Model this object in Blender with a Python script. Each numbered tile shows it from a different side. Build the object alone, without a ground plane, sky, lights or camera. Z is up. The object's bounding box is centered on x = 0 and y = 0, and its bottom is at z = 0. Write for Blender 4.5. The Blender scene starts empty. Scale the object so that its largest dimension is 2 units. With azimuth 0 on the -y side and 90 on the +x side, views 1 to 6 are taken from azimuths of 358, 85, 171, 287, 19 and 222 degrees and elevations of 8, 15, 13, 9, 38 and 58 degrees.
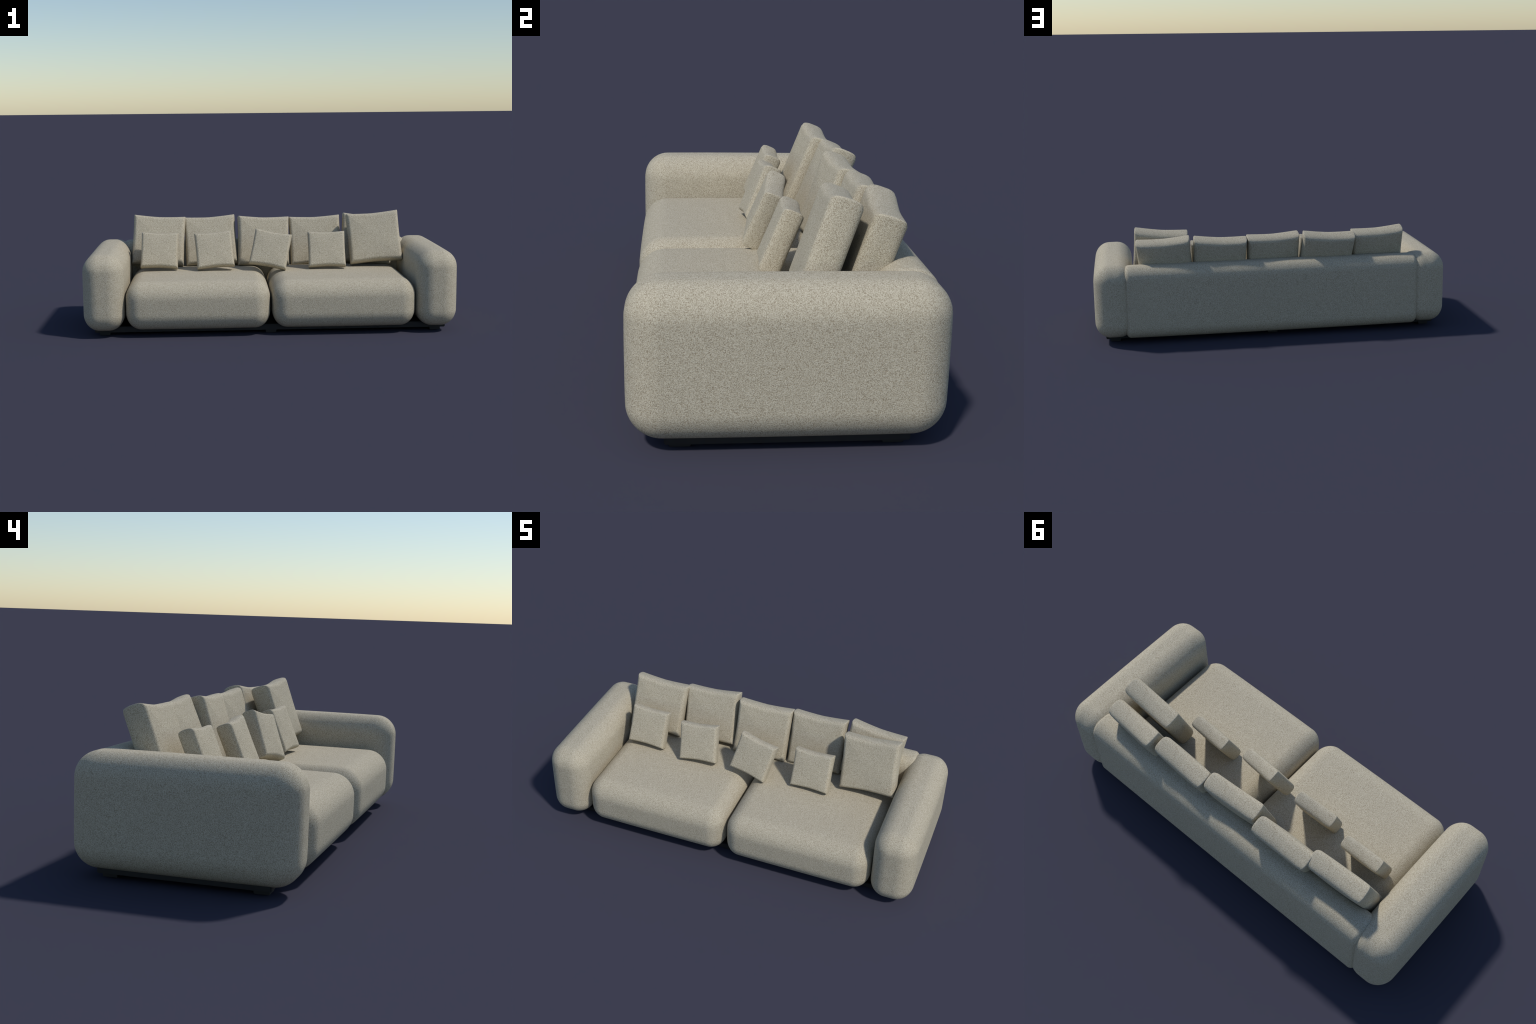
"""A long, low two-seat lounge sofa: rounded upholstered blocks (two arms, a backrest, two seat
cushions) on a dark recessed plinth with square feet, six loose back cushions and four throw pillows."""
import bpy
import math
from mathutils import Matrix, Vector

# ------------------------------------------------------------------ materials


def fabric_material(name, grain=1.0):
    """Oatmeal boucle: short pale loops with brown-grey gaps, fine weave, soft sheen."""
    mat = bpy.data.materials.new(name)
    mat.use_nodes = True
    nt = mat.node_tree
    nt.nodes.clear()
    N, L = nt.nodes.new, nt.links.new
    out = N("ShaderNodeOutputMaterial")
    bsdf = N("ShaderNodeBsdfPrincipled")
    L(bsdf.outputs[0], out.inputs[0])
    bsdf.inputs["Roughness"].default_value = 0.92
    bsdf.inputs["Specular IOR Level"].default_value = 0.12
    tc = N("ShaderNodeTexCoord")

    loops = N("ShaderNodeTexNoise")            # the boucle loops, about 4 mm
    loops.inputs["Scale"].default_value = 385 * grain
    loops.inputs["Detail"].default_value = 2.0
    loops.inputs["Roughness"].default_value = 0.6
    loops.inputs["Distortion"].default_value = 0.6
    L(tc.outputs["Object"], loops.inputs["Vector"])

    tufts = N("ShaderNodeTexVoronoi")          # rounder tufts between the loops
    tufts.feature = "F1"
    tufts.inputs["Scale"].default_value = 340 * grain
    L(tc.outputs["Object"], tufts.inputs["Vector"])

    drift = N("ShaderNodeTexNoise")            # slow blotches in the yarn
    drift.inputs["Scale"].default_value = 38 * grain
    drift.inputs["Detail"].default_value = 3
    L(tc.outputs["Object"], drift.inputs["Vector"])

    mix_h = N("ShaderNodeMath"); mix_h.operation = "MULTIPLY_ADD"     # loops - k * tuft distance
    mix_h.inputs[1].default_value = -0.22
    L(tufts.outputs["Distance"], mix_h.inputs[0])
    L(loops.outputs["Fac"], mix_h.inputs[2])

    add_d = N("ShaderNodeMath"); add_d.operation = "MULTIPLY_ADD"
    add_d.inputs[1].default_value = 0.06
    L(drift.outputs["Fac"], add_d.inputs[0])
    L(mix_h.outputs[0], add_d.inputs[2])

    worm = N("ShaderNodeTexNoise")             # thin dark creases winding between the threads
    worm.inputs["Scale"].default_value = 210 * grain
    worm.inputs["Detail"].default_value = 1.0
    worm.inputs["Distortion"].default_value = 0.8
    L(tc.outputs["Object"], worm.inputs["Vector"])
    off = N("ShaderNodeMath"); off.operation = "SUBTRACT"
    off.inputs[1].default_value = 0.5
    L(worm.outputs["Fac"], off.inputs[0])
    dist = N("ShaderNodeMath"); dist.operation = "ABSOLUTE"
    L(off.outputs[0], dist.inputs[0])
    crease = N("ShaderNodeMapRange")
    crease.interpolation_type = "SMOOTHSTEP"
    crease.inputs["From Min"].default_value = 0.0
    crease.inputs["From Max"].default_value = 0.055
    crease.inputs["To Min"].default_value = -0.085
    crease.inputs["To Max"].default_value = 0.03
    L(dist.outputs[0], crease.inputs["Value"])
    weave = N("ShaderNodeMath"); weave.operation = "ADD"
    L(add_d.outputs[0], weave.inputs[0])
    L(crease.outputs["Result"], weave.inputs[1])

    ramp = N("ShaderNodeValToRGB")
    e = ramp.color_ramp.elements
    e[0].position, e[0].color = 0.26, (*DARK, 1)
    e[1].position, e[1].color = 0.58, (*LIGHT, 1)
    m = e.new(0.41); m.color = (*MID, 1)
    L(weave.outputs[0], ramp.inputs["Fac"])
    L(ramp.outputs["Color"], bsdf.inputs["Base Color"])

    bump = N("ShaderNodeBump")
    bump.inputs["Strength"].default_value = 0.8
    bump.inputs["Distance"].default_value = 0.0015
    L(weave.outputs[0], bump.inputs["Height"])
    L(bump.outputs[0], bsdf.inputs["Normal"])
    return mat


LIGHT = (0.634, 0.579, 0.453)
MID = (0.504, 0.449, 0.338)
DARK = (0.325, 0.270, 0.188)


def plinth_material():
    mat = bpy.data.materials.new("dark_plinth")
    mat.use_nodes = True
    nt = mat.node_tree
    bsdf = nt.nodes["Principled BSDF"]
    tc = nt.nodes.new("ShaderNodeTexCoord")
    n = nt.nodes.new("ShaderNodeTexNoise")
    n.inputs["Scale"].default_value = 60
    ramp = nt.nodes.new("ShaderNodeValToRGB")
    ramp.color_ramp.elements[0].color = (0.004, 0.004, 0.004, 1)
    ramp.color_ramp.elements[1].color = (0.007, 0.007, 0.007, 1)
    nt.links.new(tc.outputs["Object"], n.inputs["Vector"])
    nt.links.new(n.outputs["Fac"], ramp.inputs["Fac"])
    nt.links.new(ramp.outputs["Color"], bsdf.inputs["Base Color"])
    bsdf.inputs["Roughness"].default_value = 0.6
    return mat


# ------------------------------------------------------------------ geometry helpers


def axis_steps(half, r, flat_step, arc_steps=9):
    """Coordinates along one axis of the sharp box: dense over the rounded ends, sparse between."""
    inner = half - r
    arc = [inner + r * math.tan(math.radians(45.0 * i / arc_steps)) for i in range(1, arc_steps + 1)]
    n = max(2, int(round(2 * inner / flat_step)))
    mid = [-inner + 2 * inner * i / n for i in range(n + 1)]
    return [-a for a in reversed(arc)] + mid + arc


def upholstered_block(name, lo, hi, r, crown=(0, 0, 0), power=2.0, flat_step=0.03):
    """A padded block: box lo..hi with corner radii r (per axis) whose faces swell by crown (per axis)."""
    c = [(a + b) / 2 for a, b in zip(lo, hi)]
    h = [(b - a) / 2 - k for a, b, k in zip(lo, hi, crown)]
    steps = [axis_steps(h[i], r[i], flat_step) for i in range(3)]
    index, verts, faces = {}, [], []

    def shape(q):
        inner = [max(-(h[i] - r[i]), min(h[i] - r[i], q[i])) for i in range(3)]
        d = [(q[i] - inner[i]) / r[i] for i in range(3)]
        ln = sum(abs(x) ** power for x in d) ** (1 / power)
        p = [inner[i] + r[i] * d[i] / ln for i in range(3)]
        s = [p[i] / h[i] for i in range(3)]
        out = list(p)
        for i in range(3):                     # swelling is largest in the middle of a face
            j, k = (i + 1) % 3, (i + 2) % 3
            f = (1 - abs(s[j]) ** 2.5) * (1 - abs(s[k]) ** 2.5)
            out[i] += crown[i] * max(0.0, f) * s[i]
        return out

    def vert(q):
        key = tuple(round(x, 6) for x in q)
        if key not in index:
            index[key] = len(verts)
            verts.append(shape(q))
        return index[key]

    for ax in range(3):
        u, v = (ax + 1) % 3, (ax + 2) % 3
        for sgn in (-1, 1):
            for a in range(len(steps[u]) - 1):
                for b in range(len(steps[v]) - 1):
                    quad = []
                    for da, db in ((0, 0), (1, 0), (1, 1), (0, 1)):
                        q = [0, 0, 0]
                        q[ax] = sgn * h[ax]
                        q[u], q[v] = steps[u][a + da], steps[v][b + db]
                        quad.append(vert(q))
                    faces.append(quad if sgn > 0 else quad[::-1])
    me = bpy.data.meshes.new(name)
    me.from_pydata(verts, [], faces)
    me.polygons.foreach_set("use_smooth", [True] * len(me.polygons))
    ob = bpy.data.objects.new(name, me)
    ob.location = c
    bpy.context.collection.objects.link(ob)
    return ob


def cushion_mesh(name, size, side=1.0, height=0.98, depth=0.345):
    """A square box cushion with pulled-out corners: scooped top and bottom edges, a rounded boxing
    band round the rim, and softly domed faces. Unit size; y is its thickness, z its height."""
    hs, hh, ht = side / 2, height / 2, depth / 2
    n_side = 28

    def outline(scoop_tb, scoop_lr):
        pts = []
        rc = 0.022                             # small radius of the pulled-out corners
        for k in range(4):                     # bottom, right, top, left
            for i in range(n_side):
                t = -1 + 2 * i / n_side
                t = math.copysign(1 - (1 - abs(t)) ** 1.35, t)  # denser near the corners
                dip = 1 - abs(t) ** 1.45
                if k == 0: p = (t * hs, -hh + scoop_tb * dip)
                elif k == 1: p = (hs - scoop_lr * dip, t * hh)
                elif k == 2: p = (-t * hs, hh - scoop_tb * dip)
                else: p = (-hs + scoop_lr * dip, -t * hh)
                near = max(0.0, 1 - (1 - abs(t)) * hs / rc)      # round the very tip
                f = 1 - 0.008 * near ** 2
                pts.append((p[0] * f, p[1] * f))
        return pts

    dome, edge = 0.015, ht - 0.015             # the faces swell by dome beyond the edge thickness
    rin, p = 0.095, 3.0                        # rounding of the rim: a superellipse in plane and depth
    half = [(f * hs, -(edge + dome * (1 - (f / 0.82) ** 2))) for f in (0.0, 0.2, 0.4, 0.55, 0.68, 0.78)]
    for i in range(13):
        a = math.radians(90.0 * i / 13)
        x = math.sin(a) ** (2 / p)
        y = math.cos(a) ** (2 / p)
        half.append((hs - rin + rin * x, -edge * y))
    full = half + [(x, -y) for x, y in reversed(half)]
    verts, faces = [], []
    n = 4 * n_side
    verts.append((0, full[0][1], 0))
    for x, y in full[1:-1]:
        f = x / hs
        dip = 0.55 + 0.45 * abs(y / ht) ** 1.5    # the boxing band bulges, so its middle is scooped less
        for u, w in outline(0.040 * dip, 0.014 * dip):
            pinch = 0.0                        # the stitched corners pull a small dent into the faces
            d2 = (abs(u * f) - hs + 0.055) ** 2 + (abs(w * f) - hh + 0.04) ** 2
            pinch = 0.010 * math.exp(-d2 / 0.018 ** 2)
            verts.append((u * f, y - math.copysign(pinch, y), w * f))
    verts.append((0, full[-1][1], 0))
    rings = len(full) - 2
    for j in range(n):
        k = (j + 1) % n
        faces.append((0, 1 + j, 1 + k))
        for i in range(rings - 1):
            a, b = 1 + i * n, 1 + (i + 1) * n
            faces.append((a + j, b + j, b + k, a + k))
        last = 1 + (rings - 1) * n
        faces.append((len(verts) - 1, last + k, last + j))
    me = bpy.data.meshes.new(name)
    me.from_pydata([(size * x, size * y, size * z) for x, y, z in verts], [], faces)
    me.polygons.foreach_set("use_smooth", [True] * len(me.polygons))
    import bmesh
    bm = bmesh.new(); bm.from_mesh(me)
    bmesh.ops.recalc_face_normals(bm, faces=bm.faces)
    bm.to_mesh(me); bm.free()
    return me


def place_cushion(name, mesh, centre, lean, yaw, roll):
    ob = bpy.data.objects.new(name, mesh)
    rot = (Matrix.Rotation(math.radians(yaw), 4, "Z") @ Matrix.Rotation(math.radians(-lean), 4, "X")
           @ Matrix.Rotation(math.radians(roll), 4, "Y"))
    ob.matrix_world = Matrix.Translation(centre) @ rot
    bpy.context.collection.objects.link(ob)
    return ob


def plain_box(name, lo, hi, bevel=0.003):
    c = [(a + b) / 2 for a, b in zip(lo, hi)]
    h = [(b - a) / 2 for a, b in zip(lo, hi)]
    v = [(x * h[0], y * h[1], z * h[2]) for x in (-1, 1) for y in (-1, 1) for z in (-1, 1)]
    f = [(0, 1, 3, 2), (4, 6, 7, 5), (0, 4, 5, 1), (2, 3, 7, 6), (0, 2, 6, 4), (1, 5, 7, 3)]
    me = bpy.data.meshes.new(name)
    me.from_pydata(v, [], f)
    import bmesh
    bm = bmesh.new(); bm.from_mesh(me)
    bmesh.ops.bevel(bm, geom=bm.edges[:], offset=bevel, segments=2, affect="EDGES")
    bm.to_mesh(me); bm.free()
    ob = bpy.data.objects.new(name, me)
    ob.location = c
    bpy.context.collection.objects.link(ob)
    return ob


# ------------------------------------------------------------------ build

body_fabric = fabric_material("oatmeal_boucle")
cushion_fabric = body_fabric
dark = plinth_material()

sofa = bpy.data.objects.new("sofa", None)
bpy.context.collection.objects.link(sofa)
sofa["label"] = "long low beige boucle sofa with rounded block arms and loose cushions"
sofa["category"] = "sofa"


def add(ob, mat):
    if not ob.data.materials:
        ob.data.materials.append(mat)
    ob.parent = sofa
    return ob


ARM_IN, ARM_OUT = 0.777, 1.0
for s in (-1, 1):
    x0, x1 = sorted((s * ARM_IN, s * ARM_OUT))
    add(upholstered_block("armrest", (x0, -0.407, 0.028), (x1, 0.407, 0.4415), (0.085, 0.09, 0.09),
                          crown=(0.004, 0.003, 0.003)), body_fabric)
for s in (-1, 1):
    x0, x1 = sorted((s * 0.004, s * 0.7755))
    add(upholstered_block("seat_cushion", (x0, -0.406, 0.029), (x1, 0.30, 0.297), (0.080, 0.09, 0.09),
                          crown=(0.003, 0.003, 0.006)), body_fabric)
add(upholstered_block("backrest", (-0.842, 0.235, 0.023), (0.842, 0.4058, 0.4370), (0.038, 0.072, 0.072),
                      crown=(0.002, 0.003, 0.003)), body_fabric)

add(plain_box("plinth", (-0.942, -0.311, 0.0170), (0.942, 0.313, 0.048)), dark)
for x in (-0.89, 0.0, 0.89):
    for y in (-0.271, 0.274):
        add(plain_box("foot", (x - 0.028, y - 0.028, 0.0), (x + 0.028, y + 0.028, 0.0180), 0.002), dark)

back_mesh = cushion_mesh("back_cushion", 0.300)
back_mesh.materials.append(cushion_fabric)
#        x       y      z     lean  yaw  roll
BACK = [(-0.620, 0.222, 0.4385, 20.9, 2.2, 3.5),
        (-0.319, 0.254, 0.431, 22.4, 0.2, -3.2),
        (-0.012, 0.233, 0.427, 17.5, 3.5, 1.9),
        (0.294, 0.250, 0.424, 19.0, -2.7, -2.3),
        (0.598, 0.251, 0.428, 18.0, -4.1, 4.3),
        (0.621, 0.123, 0.455, 18.7, -3.9, -4.8)]
for x, y, z, lean, yaw, roll in BACK:
    add(place_cushion("back_cushion", back_mesh, (x, y, z), lean, yaw, roll), cushion_fabric)

pillow_mesh = cushion_mesh("throw_pillow", 0.210)
pillow_mesh.materials.append(cushion_fabric)
PILLOW = [(-0.607, 0.053, 0.404, 22.8, 0.2, 2.1),
          (-0.299, 0.021, 0.407, 21.5, 1.6, -4.4),
          (0.018, 0.011, 0.408, 22.5, -4.0, 10.5),
          (0.337, 0.030, 0.401, 22.2, -3.5, -1.4)]
for x, y, z, lean, yaw, roll in PILLOW:
    p = place_cushion("throw_pillow", pillow_mesh, (x, y, z), lean, yaw, roll)
    p["label"] = "small square beige boucle throw pillow with pulled corners"
    p["category"] = "pillow"
